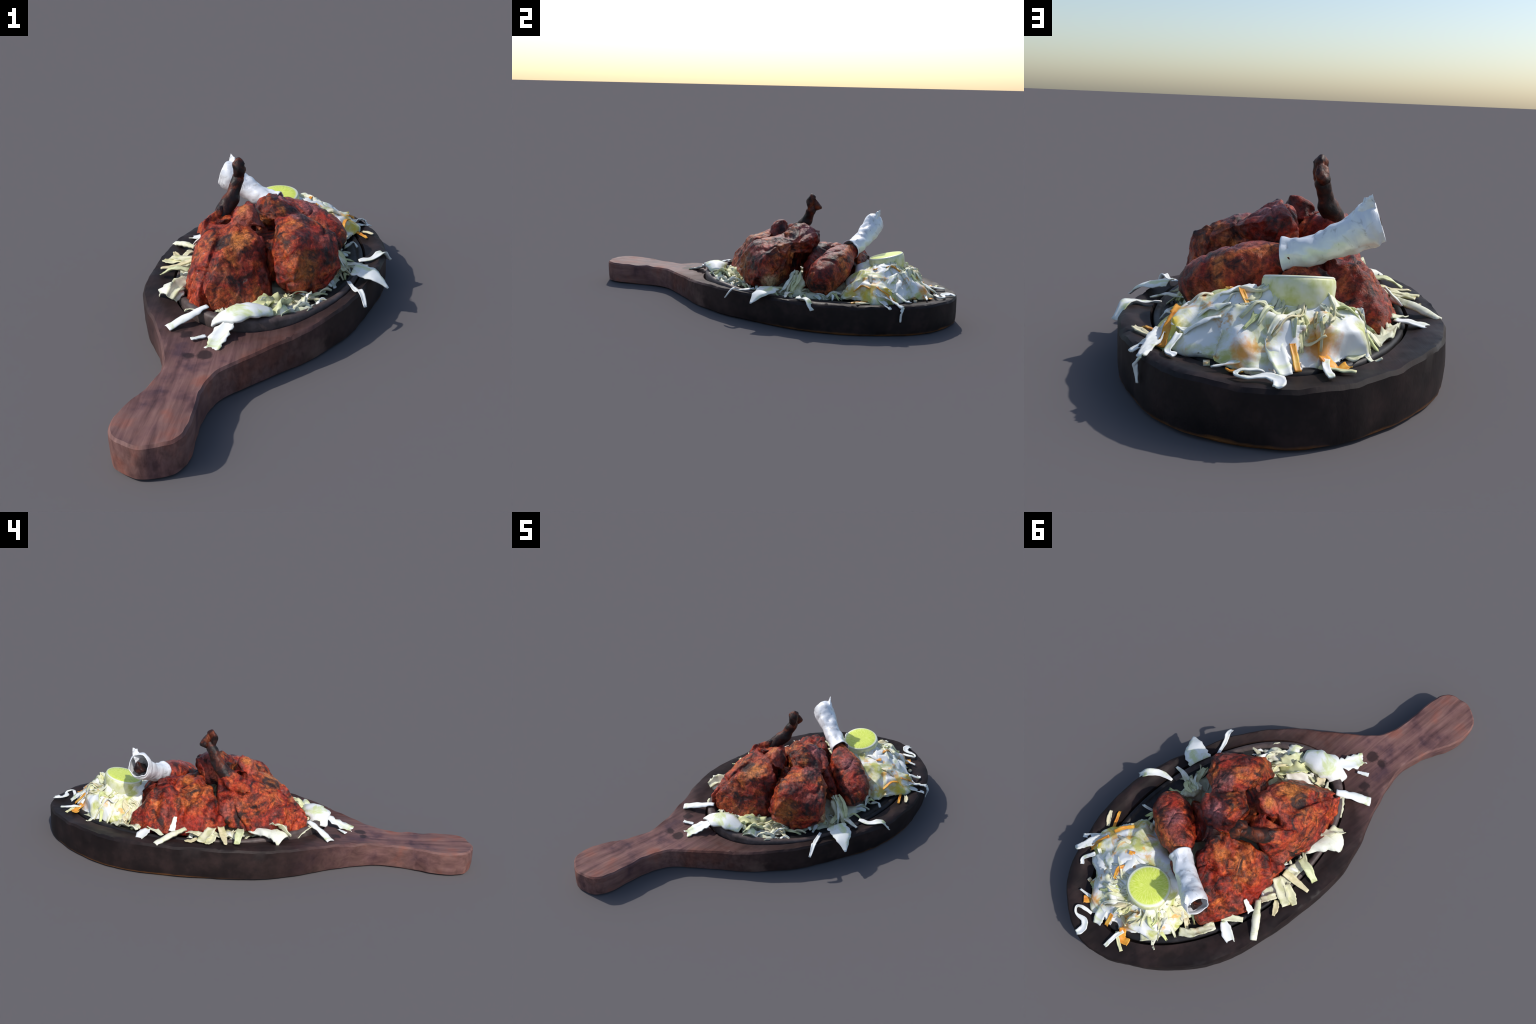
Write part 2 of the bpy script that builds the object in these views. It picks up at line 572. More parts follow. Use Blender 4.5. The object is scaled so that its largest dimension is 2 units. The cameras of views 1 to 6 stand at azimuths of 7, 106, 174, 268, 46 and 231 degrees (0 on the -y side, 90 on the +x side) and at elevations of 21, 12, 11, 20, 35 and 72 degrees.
# breast with the charred leg bone standing up
breast = piece("chicken_breast", "charred red-orange tandoori chicken breast with upright blackened bone")
BREAST = [
    # right lobe running from the nose up to the shoulder
    [(-0.165, -0.240, 0.150), (-0.190, -0.222, 0.215), (-0.160, -0.205, 0.120), (-0.172, -0.180, 0.258),
     (-0.140, -0.128, 0.318), (-0.085, -0.155, 0.215), (-0.040, -0.172, 0.140), (-0.026, -0.062, 0.338),
     (0.024, -0.080, 0.200), (0.034, -0.060, 0.120), (-0.006, 0.010, 0.335), (-0.080, 0.040, 0.390),
     (0.014, 0.060, 0.130), (-0.120, 0.000, 0.365)],
    # left lobe, the skin falling to the plate
    [(-0.212, -0.230, 0.205), (-0.205, -0.234, 0.130), (-0.255, -0.184, 0.150), (-0.293, -0.075, 0.150), (-0.291, 0.030, 0.150),
     (-0.235, -0.122, 0.275), (-0.180, -0.080, 0.330), (-0.258, 0.020, 0.305), (-0.200, 0.060, 0.375), (-0.270, 0.130, 0.170),
     (-0.264, 0.120, 0.275), (-0.130, 0.060, 0.375), (-0.100, 0.100, 0.130), (-0.150, -0.180, 0.120)],
    # core under the furrow between the lobes
    [(-0.195, -0.215, 0.200), (-0.190, -0.190, 0.235), (-0.170, -0.125, 0.290), (-0.130, -0.020, 0.350), (-0.160, 0.040, 0.365),
     (-0.120, 0.060, 0.392), (-0.095, 0.020, 0.388), (-0.070, 0.090, 0.400), (-0.100, -0.100, 0.250), (-0.240, -0.050, 0.250), (-0.180, -0.200, 0.120), (-0.050, 0.080, 0.120), (-0.250, 0.080, 0.130)],
    # back wall under the leg bone, ending in a hanging flap
    [(-0.240, 0.095, 0.345), (-0.278, 0.152, 0.210), (-0.265, 0.175, 0.240), (-0.205, 0.185, 0.290), (-0.145, 0.190, 0.385),
     (-0.205, 0.060, 0.365), (-0.275, 0.090, 0.180), (-0.200, 0.190, 0.150), (-0.060, 0.160, 0.240), (-0.060, 0.130, 0.350), (-0.100, 0.110, 0.385)],
    # meaty base of the leg
    [(-0.262, 0.060, 0.325), (-0.248, 0.105, 0.345), (-0.222, 0.060, 0.388), (-0.195, 0.098, 0.404), (-0.160, 0.150, 0.412), (-0.150, 0.180, 0.395),
     (-0.200, 0.160, 0.335), (-0.175, 0.185, 0.355), (-0.240, 0.030, 0.330), (-0.180, 0.090, 0.380),
     (-0.240, 0.130, 0.335), (-0.228, 0.152, 0.352), (-0.205, 0.168, 0.385), (-0.170, 0.180, 0.412), (-0.255, 0.080, 0.355)],
    # shoulder knuckle, the highest corner
    [(-0.040, 0.080, 0.442), (-0.064, 0.038, 0.430), (-0.095, 0.097, 0.425), (-0.120, 0.030, 0.390), (-0.020, 0.015, 0.375),
     (0.000, 0.060, 0.350), (-0.140, 0.080, 0.385), (-0.080, 0.115, 0.365), (-0.025, 0.098, 0.380)],
]
add("meat", blob("breast_meat", BREAST, roast_material("tandoori_breast", 1.0, patches=[
    ((-0.172, -0.170, 0.250), 0.016, BLACK, 0.9), ((-0.147, -0.131, 0.300), 0.010, BLACK, 0.8), ((-0.020, 0.090, 0.400), 0.045, BLACK, 0.9),
    ((-0.110, -0.060, 0.340), 0.06, ORANGE, 0.6), ((-0.236, 0.100, 0.345), 0.04, SCARLET, 0.7), ((-0.080, 0.060, 0.420), 0.035, ORANGE, 0.7),
    ((-0.215, -0.200, 0.200), 0.06, SCARLET, 0.6)]), 0.0048, 4, meat_relief(1.0)), breast)
vs, fs = tube([(-0.215, 0.090, 0.320, 0.018, 0.018), (-0.180, 0.135, 0.366, 0.030, 0.030),
               (-0.141, 0.186, 0.422, 0.032, 0.029), (-0.127, 0.210, 0.462, 0.026, 0.024), (-0.119, 0.226, 0.496, 0.025, 0.022), (-0.114, 0.232, 0.520, 0.016, 0.016)], 26, 70, 0.007, 20, 3.0)
add("leg_bone", make_mesh("leg_bone", vs, fs, CHAR), breast)
# knuckle of the bone: two uneven condyles
KNOB = [[(-0.115, 0.276, 0.504), (-0.092, 0.262, 0.516), (-0.134, 0.256, 0.502), (-0.112, 0.225, 0.480), (-0.098, 0.244, 0.550), (-0.126, 0.240, 0.548)],
        [(-0.114, 0.222, 0.577), (-0.088, 0.214, 0.556), (-0.134, 0.208, 0.558), (-0.110, 0.193, 0.540), (-0.095, 0.212, 0.490), (-0.128, 0.212, 0.490), (-0.106, 0.244, 0.562)]]
add("knuckle", blob("leg_knuckle", KNOB, CHAR, 0.0045, 3, lambda p, n: n * (0.0045 + 0.004 * fbm(p, 28, 2, 6.0))), breast)

# thigh
thigh = piece("chicken_thigh", "plump glossy tandoori chicken thigh with charred spots")
THIGH = [
    [(0.260, 0.094, 0.324), (0.270, 0.055, 0.282), (0.284, 0.045, 0.200), (0.266, 0.112, 0.150), (0.218, -0.012, 0.135),
     (0.115, -0.109, 0.190), (0.122, -0.088, 0.268), (0.048, -0.086, 0.190), (0.026, -0.020, 0.290), (0.065, -0.032, 0.338),
     (0.115, -0.027, 0.350), (0.180, 0.005, 0.328), (0.121, 0.120, 0.384), (0.205, 0.135, 0.352), (0.028, 0.085, 0.380),
     (0.125, 0.207, 0.370), (0.205, 0.172, 0.318), (0.125, 0.180, 0.190), (0.045, 0.050, 0.130), (0.150, 0.120, 0.120),
     (0.080, -0.072, 0.140)],
    # the folded-over upper mass
    [(0.062, 0.306, 0.388), (0.128, 0.258, 0.368), (0.142, 0.222, 0.360), (0.020, 0.306, 0.350), (-0.020, 0.296, 0.402), (-0.045, 0.130, 0.396),
     (0.000, 0.205, 0.444), (0.037, 0.255, 0.428), (-0.055, 0.200, 0.412), (0.025, 0.125, 0.400), (0.120, 0.200, 0.300), (0.092, 0.262, 0.388),
     (0.025, 0.280, 0.290), (-0.050, 0.130, 0.280), (0.010, 0.170, 0.436), (-0.055, 0.260, 0.360), (-0.050, 0.250, 0.280), (0.090, 0.205, 0.392), (0.060, 0.200, 0.420), (0.126, 0.195, 0.366), (0.030, 0.090, 0.378)],
    # trailing foot
    [(0.202, -0.044, 0.126), (0.168, -0.048, 0.150), (0.218, -0.015, 0.175), (0.150, -0.020, 0.200), (0.190, 0.030, 0.160), (0.175, -0.032, 0.118)],
    # charred bridge filling the gap to the breast
    [(-0.060, 0.110, 0.320), (0.040, 0.060, 0.335), (0.060, 0.150, 0.330), (-0.040, 0.200, 0.320), (0.035, -0.030, 0.270), (0.010, 0.000, 0.300), (0.020, -0.040, 0.160), (-0.080, 0.180, 0.150), (0.050, 0.050, 0.150), (0.050, 0.200, 0.150)],
]


def thigh_relief(p, n):
    d = meat_relief(2.0, 1.0, -0.003)(p, n)
    # fold between the two masses
    u = (p.y - 0.228) + 0.75 * (p.x - 0.1)
    return d - n * (0.009 * math.exp(-(u / 0.012) ** 2) * sstep(0.3, 0.34, p.z))


add("meat", blob("thigh_meat", THIGH, roast_material("tandoori_thigh", 2.0, patches=[
    ((0.255, 0.110, 0.165), 0.060, PALE, 0.85), ((0.230, 0.022, 0.255), 0.018, BLACK, 0.85), ((0.252, 0.092, 0.320), 0.024, BLACK, 0.9),
    ((0.121, 0.125, 0.375), 0.055, PAINTED_SHEEN, 0.75), ((0.040, 0.240, 0.420), 0.060, PAINTED_SHEEN, 0.75), ((-0.045, 0.150, 0.380), 0.045, BLACK, 0.95),
    ((0.180, 0.070, 0.345), 0.040, SCARLET, 0.8), ((0.150, -0.060, 0.240), 0.080, ORANGE, 0.5), ((0.109, -0.020, 0.345), 0.016, BLACK, 0.7),
    ((0.120, 0.120, 0.378), 0.014, BLACK, 0.7), ((0.21, 0.17, 0.25), 0.06, (0.05, 0.012, 0.008), 0.7)]), 0.0048, 4, thigh_relief), thigh)

# flat leg quarter leaning behind
quarter = piece("chicken_quarter", "flat sloping slab of dark red tandoori chicken")
QUARTER = [
    [(0.010, 0.280, 0.324), (-0.060, 0.268, 0.325), (-0.080, 0.335, 0.332), (-0.277, 0.153, 0.205), (-0.282, 0.148, 0.130), (-0.310, 0.303, 0.140),
     (-0.316, 0.416, 0.140), (-0.237, 0.563, 0.192), (-0.232, 0.575, 0.130), (-0.230, 0.246, 0.265), (-0.180, 0.563, 0.170),
     (-0.180, 0.485, 0.302), (-0.183, 0.420, 0.312), (-0.255, 0.400, 0.240), (-0.050, 0.440, 0.290), (0.000, 0.300, 0.150), (-0.050, 0.500, 0.130), (-0.160, 0.210, 0.302)],
    [(-0.030, 0.300, 0.325), (-0.050, 0.430, 0.318), (-0.120, 0.465, 0.325), (-0.090, 0.380, 0.332), (-0.020, 0.420, 0.250), (-0.160, 0.485, 0.250)],
    # lump wedged between thigh and drumstick
    [(0.040, 0.280, 0.325), (0.120, 0.300, 0.265), (0.000, 0.360, 0.300), (0.060, 0.380, 0.200), (0.195, 0.265, 0.170), (-0.020, 0.300, 0.200),
     (0.000, 0.270, 0.320), (0.120, 0.250, 0.250), (0.175, 0.275, 0.240), (0.160, 0.310, 0.150), (0.190, 0.250, 0.140)],
    # charred underside below the foil
    [(-0.060, 0.530, 0.280), (-0.010, 0.500, 0.305), (0.030, 0.500, 0.270), (-0.120, 0.540, 0.270), (-0.040, 0.450, 0.310), (0.020, 0.520, 0.200), (-0.100, 0.540, 0.180)],
]


def quarter_relief(p, n):
    # parallel ridges of muscle running down the slope
    u = (p.x * 0.45 + p.y * 0.9)
    ridge = 0.006 * math.sin(u * 95 + 2.5 * noise.noise(V((p.x * 9, p.y * 9, 1.0))))
    return meat_relief(3.0, 1.1, 0.004 * sstep(0.31, 0.26, p.z))(p, n) + n * (ridge * sstep(0.15, 0.24, p.z))


add("meat", blob("quarter_meat", QUARTER, roast_material("tandoori_quarter", 3.4, (0.92, 0.82, 0.78), 0.01, patches=[
    ((-0.100, 0.330, 0.325), 0.045, ORANGE, 0.7), ((-0.280, 0.300, 0.180), 0.09, SCARLET, 0.7)]), 0.0048, 4, quarter_relief), quarter)

# drumstick with foil cuff
drum = piece("chicken_drumstick", "tandoori drumstick with crumpled silver foil around the bone")
DR = [(0.278, 0.342, 0.178, 0.026, 0.026), (0.260, 0.346, 0.188, 0.064, 0.058), (0.231, 0.356, 0.200, 0.082, 0.077), (0.180, 0.378, 0.230, 0.089, 0.084),
      (0.134, 0.399, 0.256, 0.086, 0.084), (0.090, 0.418, 0.282, 0.075, 0.075), (0.047, 0.437, 0.305, 0.057, 0.057), (0.005, 0.462, 0.320, 0.036, 0.036), (-0.050, 0.482, 0.340, 0.026, 0.026)]
DR = [(x, y, z - 0.006, a, b) for x, y, z, a, b in DR]
vs, fs = tube(DR, 64, 90, 0.0)
me = make_mesh("drumstick_meat", vs, fs, roast_material("tandoori_drumstick", 5.0, (1, 0.95, 0.98), patches=[
    ((0.150, 0.380, 0.335), 0.060, PAINTED_SHEEN, 0.8), ((0.060, 0.400, 0.345), 0.035, BLACK, 0.85), ((0.215, 0.350, 0.295), 0.04, SCARLET, 0.8),
    ((0.230, 0.420, 0.170), 0.07, ORANGE, 0.4)]))
rel = meat_relief(6.0)
for v, nn in zip(me.vertices, [v.normal.copy() for v in me.vertices]):
    v.co += rel(v.co.copy(), nn)
add("meat", me, drum)
nub = blob("drumstick_nub", [[(0.285, 0.340, 0.212), (0.290, 0.352, 0.195), (0.262, 0.330, 0.180), (0.262, 0.365, 0.200), (0.255, 0.345, 0.225), (0.280, 0.345, 0.180)]],
           roast_material("tandoori_nub", 6.0), 0.005, 3, None)
add("knuckle", nub, drum)
FO = [(0.014, 0.457, 0.320, 0.051, 0.050), (-0.020, 0.470, 0.328, 0.043, 0.044), (-0.065, 0.489, 0.346, 0.044, 0.046), (-0.110, 0.506, 0.366, 0.047, 0.047),
      (-0.160, 0.523, 0.394, 0.052, 0.050), (-0.200, 0.537, 0.420, 0.060, 0.051), (-0.224, 0.542, 0.429, 0.053, 0.046)]
vs, fs = tube(FO, 36, 48, 0.007, 20, 8.0, False, 0.006)
me = make_mesh("foil_wrap", vs, fs, FOIL)
me.set_sharp_from_angle(angle=math.radians(22))
fo = add("foil_wrap", me, drum)
so = fo.modifiers.new("thickness", 'SOLIDIFY')
so.thickness = 0.003
tip = blob("foil_flap", [[(-0.191, 0.570, 0.508), (-0.176, 0.555, 0.498), (-0.206, 0.578, 0.490), (-0.160, 0.530, 0.450), (-0.205, 0.565, 0.450), (-0.150, 0.550, 0.440),
                          (-0.190, 0.545, 0.440), (-0.210, 0.560, 0.430)]], FOIL, 0.006, 2, lambda p, n: n * (0.004 * fbm(p, 40, 2, 2)), True)
add("foil_flap", tip, drum)
end = blob("bone_end", [[(-0.230, 0.545, 0.422), (-0.224, 0.518, 0.405), (-0.222, 0.567, 0.410), (-0.220, 0.540, 0.382), (-0.217, 0.550, 0.452), (-0.150, 0.500, 0.385),
                         (-0.150, 0.540, 0.385), (-0.150, 0.520, 0.415)]], CHAR, 0.005, 3, lambda p, n: n * (0.005 * fbm(p, 30, 2, 4)))
add("bone_end", end, drum)

# --------------------------------------------------------------- lime half
lime = thing("lime_half", "halved lime with pale yellow-green cut face", "lime")
LN = V((-0.02, -0.24, 1.0)).normalized()
lime_rot = LN.to_track_quat('Z', 'Y')
lime.location = (-0.005, 0.637, 0.302)
lime.rotation_mode = 'QUATERNION'
lime.rotation_quaternion = lime_rot


def disc(rings, n, seed):
    verts, faces = [], []
    for r, z in rings:
        for i in range(n):
            a = 2 * math.pi * i / n
            k = 1 + 0.02 * math.sin(2 * a + seed) + 0.015 * math.sin(3 * a)
            verts.append((r * k * math.cos(a), r * k * math.sin(a), z))
    for l in range(len(rings) - 1):
        for i in range(n):
            j = (i + 1) % n
            faces.append((l * n + i, l * n + j, (l + 1) * n + j, (l + 1) * n + i))
    faces.append(tuple(range(n)))
    faces.append(tuple((len(rings) - 1) * n + i for i in range(n)))
    return verts, faces


vs, fs = disc([(0.020, 0.0010), (0.05, 0.0005), (0.084, 0.0), (0.088, -0.003), (0.087, -0.006)], 64, 1.0)
add("cut_face", make_mesh("cut_face", vs, fs, lime_flesh_material()), lime)
vs, fs = disc([(0.087, -0.0045), (0.090, -0.010), (0.091, -0.025), (0.088, -0.050), (0.078, -0.075), (0.055, -0.095), (0.03, -0.105)], 64, 1.0)
add("rind", make_mesh("rind", vs, fs, lime_rind_material()), lime)

# --------------------------------------------------------------- salad
salad = thing("cabbage_salad", "shredded white cabbage salad with carrot strips", "salad")
MOUND = [
    # the main heap beside the drumstick
    [(0.128, 0.700, 0.270), (0.100, 0.550, 0.250), (0.200, 0.550, 0.240), (0.215, 0.640, 0.240), (0.060, 0.740, 0.250), (-0.090, 0.725, 0.225),
     (-0.110, 0.620, 0.232), (-0.060, 0.520, 0.260), (0.300, 0.480, 0.130), (0.325, 0.600, 0.140), (0.305, 0.740, 0.140), (0.180, 0.825, 0.140),
     (0.040, 0.855, 0.130), (-0.080, 0.825, 0.130), (-0.180, 0.705, 0.130), (-0.190, 0.560, 0.150), (0.210, 0.450, 0.130), (0.020, 0.500, 0.240)],
    # ridge towards the back rim
    [(0.108, 0.760, 0.256), (0.060, 0.800, 0.222), (0.190, 0.760, 0.228), (0.150, 0.740, 0.250), (0.000, 0.798, 0.216), (0.110, 0.885, 0.130), (0.230, 0.815, 0.130), (0.000, 0.870, 0.130), (0.160, 0.810, 0.208)],
    # orange-tipped shoulder above the right rim
    [(0.270, 0.560, 0.215), (0.310, 0.600, 0.185), (0.250, 0.650, 0.228), (0.306, 0.694, 0.215), (0.200, 0.600, 0.240), (0.345, 0.640, 0.130), (0.285, 0.480, 0.130), (0.335, 0.550, 0.140), (0.325, 0.735, 0.130), (0.290, 0.715, 0.195)],
    # back-left end
    [(-0.060, 0.805, 0.202), (-0.105, 0.770, 0.228), (-0.140, 0.705, 0.230), (-0.040, 0.750, 0.246), (-0.168, 0.755, 0.130), (-0.020, 0.855, 0.130), (-0.185, 0.650, 0.150)],
    # collar round the lime
    [(-0.070, 0.580, 0.272), (0.080, 0.580, 0.275), (0.080, 0.700, 0.275), (-0.070, 0.705, 0.268), (-0.095, 0.560, 0.200), (0.110, 0.540, 0.200), (0.120, 0.720, 0.240), (-0.095, 0.730, 0.220)],
]


def salad_relief(p, n):
    d = 0.020 * (ridged(p, 8, 3.0) - 0.55) + 0.012 * fbm(p, 13, 1, 7.0) + 0.004 * (ridged(p, 22, 1.0) - 0.5)
    return n * d


heap = blob("salad_heap", MOUND, SALAD, 0.006, 5, salad_relief)
add("salad_heap", heap, salad)
hb = bmesh.new()
hb.from_mesh(heap)
HEAP = BVHTree.FromBMesh(hb)


def heap_z(x, y, floor=0.128):
    hit = HEAP.ray_cast(V((x, y, 1.0)), V((0, 0, -1)))
    return max(floor, hit[0].z) if hit[0] else floor


# a shallow bed of cabbage under the chicken
BED = [[(-0.24, -0.12, 0.105), (-0.22, -0.12, 0.125), (-0.16, -0.24, 0.105), (-0.14, -0.22, 0.118), (0.02, -0.23, 0.112), (0.06, -0.24, 0.105), (0.18, -0.10, 0.105),
        (0.16, -0.10, 0.114), (0.25, 0.10, 0.125), (0.28, 0.10, 0.105), (0.29, 0.40, 0.105), (0.27, 0.40, 0.135), (-0.25, 0.10, 0.130), (-0.28, 0.30, 0.105), (-0.26, 0.30, 0.130),
        (-0.22, 0.55, 0.105), (-0.20, 0.55, 0.130), (0.10, 0.50, 0.130)],
       # strands pushed up between thigh and drumstick
       [(0.285, 0.190, 0.125), (0.255, 0.235, 0.195), (0.210, 0.200, 0.215), (0.200, 0.260, 0.215), (0.240, 0.285, 0.170), (0.280, 0.260, 0.125), (0.180, 0.230, 0.120)]]
bed = add("cabbage_bed", blob("cabbage_bed", BED, CABBAGE, 0.008, 2, lambda p, n: n * (0.012 * (ridged(p, 16, 5.0) - 0.4))), salad)
bed["kind"] = "stuff"


def ribbon(path, width, thick=0.0035, cup=0.25, ruffle=0.004, seed=0, nu=18, nv=6, roll=0.0, ragged=0.25):
    """A cut strip of leaf: a spine with width, cupped across, ruffled and torn at the rim."""
    C = catmull(path, nu)
    W = catmull([(w,) for w in width], nu) if hasattr(width, "__len__") else [(width,)] * nu
    top, bot = [], []
    for i, c in enumerate(C):
        c = V(c)
        t = (V(C[min(i + 1, nu - 1)]) - V(C[max(i - 1, 0)])).normalized()
        side = t.cross(V((0, 0, 1)))
        side = side.normalized() if side.length > 0.05 else V((1, 0, 0))
        up = side.cross(t).normalized()
        a = roll
        s2 = side * math.cos(a) + up * math.sin(a)
        u2 = up * math.cos(a) - side * math.sin(a)
        w = W[i][0]
        for j in range(nv):
            v = j / (nv - 1) * 2 - 1
            rag = 1 + ragged * noise.noise(V((i * 0.45 + seed, 3.1 * (v > 0), seed * 1.7))) if abs(v) > 0.9 else 1
            p = c + s2 * (v * w * 0.5 * rag) + u2 * (cup * w * (v * v - 0.3) * 0.5)
            p += u2 * (ruffle * noise.noise(V((c.x * 40 + seed, c.y * 40 + v * 1.5, seed)))) * (0.4 + abs(v))
            top.append(p)
            bot.append(p - u2 * thick)
    verts = top + bot
    off = len(top)
    faces = []
    for i in range(nu - 1):
        for j in range(nv - 1):
            a, b, c2, d = i * nv + j, i * nv + j + 1, (i + 1) * nv + j + 1, (i + 1) * nv + j
            faces += [(a, b, c2, d), (off + d, off + c2, off + b, off + a)]
        a, d = i * nv, (i + 1) * nv
        faces.append((a, d, off + d, off + a))
        a, d = i * nv + nv - 1, (i + 1) * nv + nv - 1
        faces.append((d, a, off + a, off + d))
    for j in range(nv - 1):
        faces.append((j + 1, j, off + j, off + j + 1))
        a = (nu - 1) * nv + j
        faces.append((a, a + 1, off + a + 1, off + a))
    return verts, faces


count = [0]


def shred(path, width, mat=None, **kw):
    count[0] += 1
    kw.setdefault("seed", count[0] * 1.37)
    # rest on the board where the strip crosses it
    path = [(x, y, max(z, board_top(x, y) + 0.010)) if 1.0 < plate_q(x, y) < 1.19 else (x, y, z) for x, y, z in path]
    vs, fs = ribbon(path, width, **kw)
    mat = mat or CABBAGE
    name = "carrot_shred" if mat is CARROT else "cabbage_shred"
    return add(name, make_mesh(name, vs, fs, mat), salad)


# pieces lying over the front of the plate
shred([(0.045, -0.245, 0.165), (-0.010, -0.270, 0.188), (-0.070, -0.290, 0.186), (-0.125, -0.295, 0.165), (-0.150, -0.290, 0.140)], (0.06, 0.10, 0.115, 0.09, 0.06), WHITE, cup=-0.30, thick=0.010)
shred([(-0.081, -0.320, 0.165), (-0.110, -0.386, 0.135), (-0.131, -0.454, 0.115)], (0.035, 0.062, 0.055), WHITE, ragged=0.5)
shred([(-0.160, -0.384, 0.117), (-0.204, -0.412, 0.116)], (0.012, 0.018), WHITE)
shred([(-0.178, -0.240, 0.175), (-0.231, -0.283, 0.160), (-0.302, -0.335, 0.135)], (0.025, 0.036, 0.042), WHITE, cup=-0.3)
shred([(-0.205, -0.250, 0.160), (-0.235, -0.210, 0.150), (-0.262, -0.180, 0.125)], (0.02, 0.035, 0.025))
# big fan leaf and strips on the left
shred([(-0.285, 0.035, 0.160), (-0.310, -0.040, 0.178), (-0.335, -0.100, 0.172), (-0.350, -0.125, 0.162)], (0.03, 0.070, 0.110, 0.09), FAN, cup=-0.35, thick=0.007, ruffle=0.016, ragged=0.4)
shred([(-0.270, -0.060, 0.190), (-0.300, -0.100, 0.196), (-0.330, -0.150, 0.160)], (0.03, 0.05, 0.03), FAN, roll=0.5, ruffle=0.014)
shred([(-0.300, 0.075, 0.175), (-0.359, 0.081, 0.180), (-0.413, 0.091, 0.148)], (0.03, 0.036, 0.026))
shred([(-0.300, 0.165, 0.180), (-0.358, 0.152, 0.163), (-0.426, 0.139, 0.148)], (0.03, 0.03, 0.014))
shred([(-0.295, 0.205, 0.172), (-0.360, 0.228, 0.162), (-0.413, 0.249, 0.145)], (0.04, 0.048, 0.038))
shred([(-0.345, 0.190, 0.165), (-0.395, 0.207, 0.156), (-0.432, 0.222, 0.146)], (0.03, 0.040, 0.022))
shred([(-0.325, 0.315, 0.160), (-0.340, 0.285, 0.168), (-0.352, 0.255, 0.160)], 0.026)
shred([(-0.366, 0.265, 0.152), (-0.390, 0.290, 0.148), (-0.408, 0.318, 0.143)], (0.02, 0.026, 0.012))
shred([(-0.290, 0.369, 0.218), (-0.310, 0.374, 0.195), (-0.338, 0.380, 0.168)], (0.014, 0.022, 0.028), WHITE)
shred([(-0.320, 0.325, 0.180), (-0.378, 0.387, 0.172), (-0.431, 0.447, 0.150)], (0.024, 0.034, 0.028), cup=-0.5, thick=0.008)
shred([(-0.270, 0.485, 0.160), (-0.338, 0.425, 0.148)], (0.035, 0.02))
shred([(-0.290, 0.490, 0.155), (-0.345, 0.512, 0.148), (-0.400, 0.530, 0.138)], (0.03, 0.048, 0.016), WHITE)
shred([(-0.200, 0.660, 0.145), (-0.245, 0.620, 0.156), (-0.280, 0.530, 0.155)], 0.035, ruffle=0.02)
shred([(-0.310, 0.290, 0.150), (-0.330, 0.220, 0.155), (-0.320, 0.140, 0.150), (-0.310, 0.060, 0.15)], (0.04, 0.05, 0.05, 0.04), ruffle=0.014)
# strands draped down the back-left of the heap
rs = random.Random(5)
for k in range(34):
    a = math.radians(rs.uniform(20, 205))            # 90 = towards the back rim, 180 = towards the sun
    cx, cy = -0.005, 0.640
    r0, r1 = rs.uniform(0.075, 0.13), rs.uniform(0.15, 0.225)
    bend, w = rs.uniform(-0.5, 0.5), rs.uniform(0.007, 0.020)
    path = []
    for t in (0.0, 0.3, 0.65, 1.0):
        r, aa = r0 + (r1 - r0) * t, a + bend * t + rs.uniform(-0.08, 0.08)
        x, y = cx + math.cos(aa) * r, cy + math.sin(aa) * r
        path.append((x, y, heap_z(x, y) + rs.uniform(0.001, 0.010)))
    shred(path, (w * 0.8, w * 1.2, w, w * 0.5), WHITE if rs.random() < 0.15 else None, roll=rs.uniform(-0.6, 0.6), ruffle=0.008)
# folded flakes over the rest of the heap
for k in range(22):
    x, y = rs.uniform(-0.12, 0.31), rs.uniform(0.53, 0.83)
    if math.hypot(x + 0.005, y - 0.637) < 0.11 or heap_z(x, y) < 0.15:
        continue
    th, ln, w = rs.uniform(0, math.pi), rs.uniform(0.025, 0.05), rs.uniform(0.015, 0.045)
    path = []
    for t in (-1, 0, 1):
        xx, yy = x + math.cos(th) * ln * t, y + math.sin(th) * ln * t
        path.append((xx, yy, heap_z(xx, yy) + (0.008 if t == 0 else 0.002)))
    shred(path, (w * 0.6, w, w * 0.5), WHITE if rs.random() < 0.7 else None, roll=rs.uniform(-0.25, 0.25), cup=-0.25, ruffle=0.006, ragged=0.5)
shred([(-0.115, 0.801, 0.140), (-0.150, 0.760, 0.145), (-0.170, 0.780, 0.130), (-0.190, 0.785, 0.126)], (0.03, 0.025, 0.012, 0.006))
shred([(-0.051, 0.837, 0.155), (-0.043, 0.877, 0.148), (-0.047, 0.934, 0.131)], (0.014, 0.018, 0.016), WHITE)
shred([(-0.030, 0.860, 0.145), (-0.070, 0.880, 0.140), (-0.108, 0.895, 0.128)], (0.012, 0.014, 0.014))
shred([(0.098, 0.894, 0.145), (0.143, 0.908, 0.153), (0.162, 0.925, 0.150), (0.140, 0.944, 0.143), (0.094, 0.935, 0.147), (0.070, 0.962, 0.147), (0.077, 0.992, 0.139)],
      (0.012, 0.014, 0.010, 0.010, 0.026, 0.030, 0.022), WHITE, nu=36)
shred([(0.050, 0.905, 0.138), (0.064, 0.869, 0.165), (0.075, 0.820, 0.195)], (0.035, 0.045, 0.04), WHITE)
shred([(0.213, 0.870, 0.146), (0.163, 0.857, 0.152), (0.115, 0.839, 0.160)], (0.008, 0.012, 0.02), WHITE)
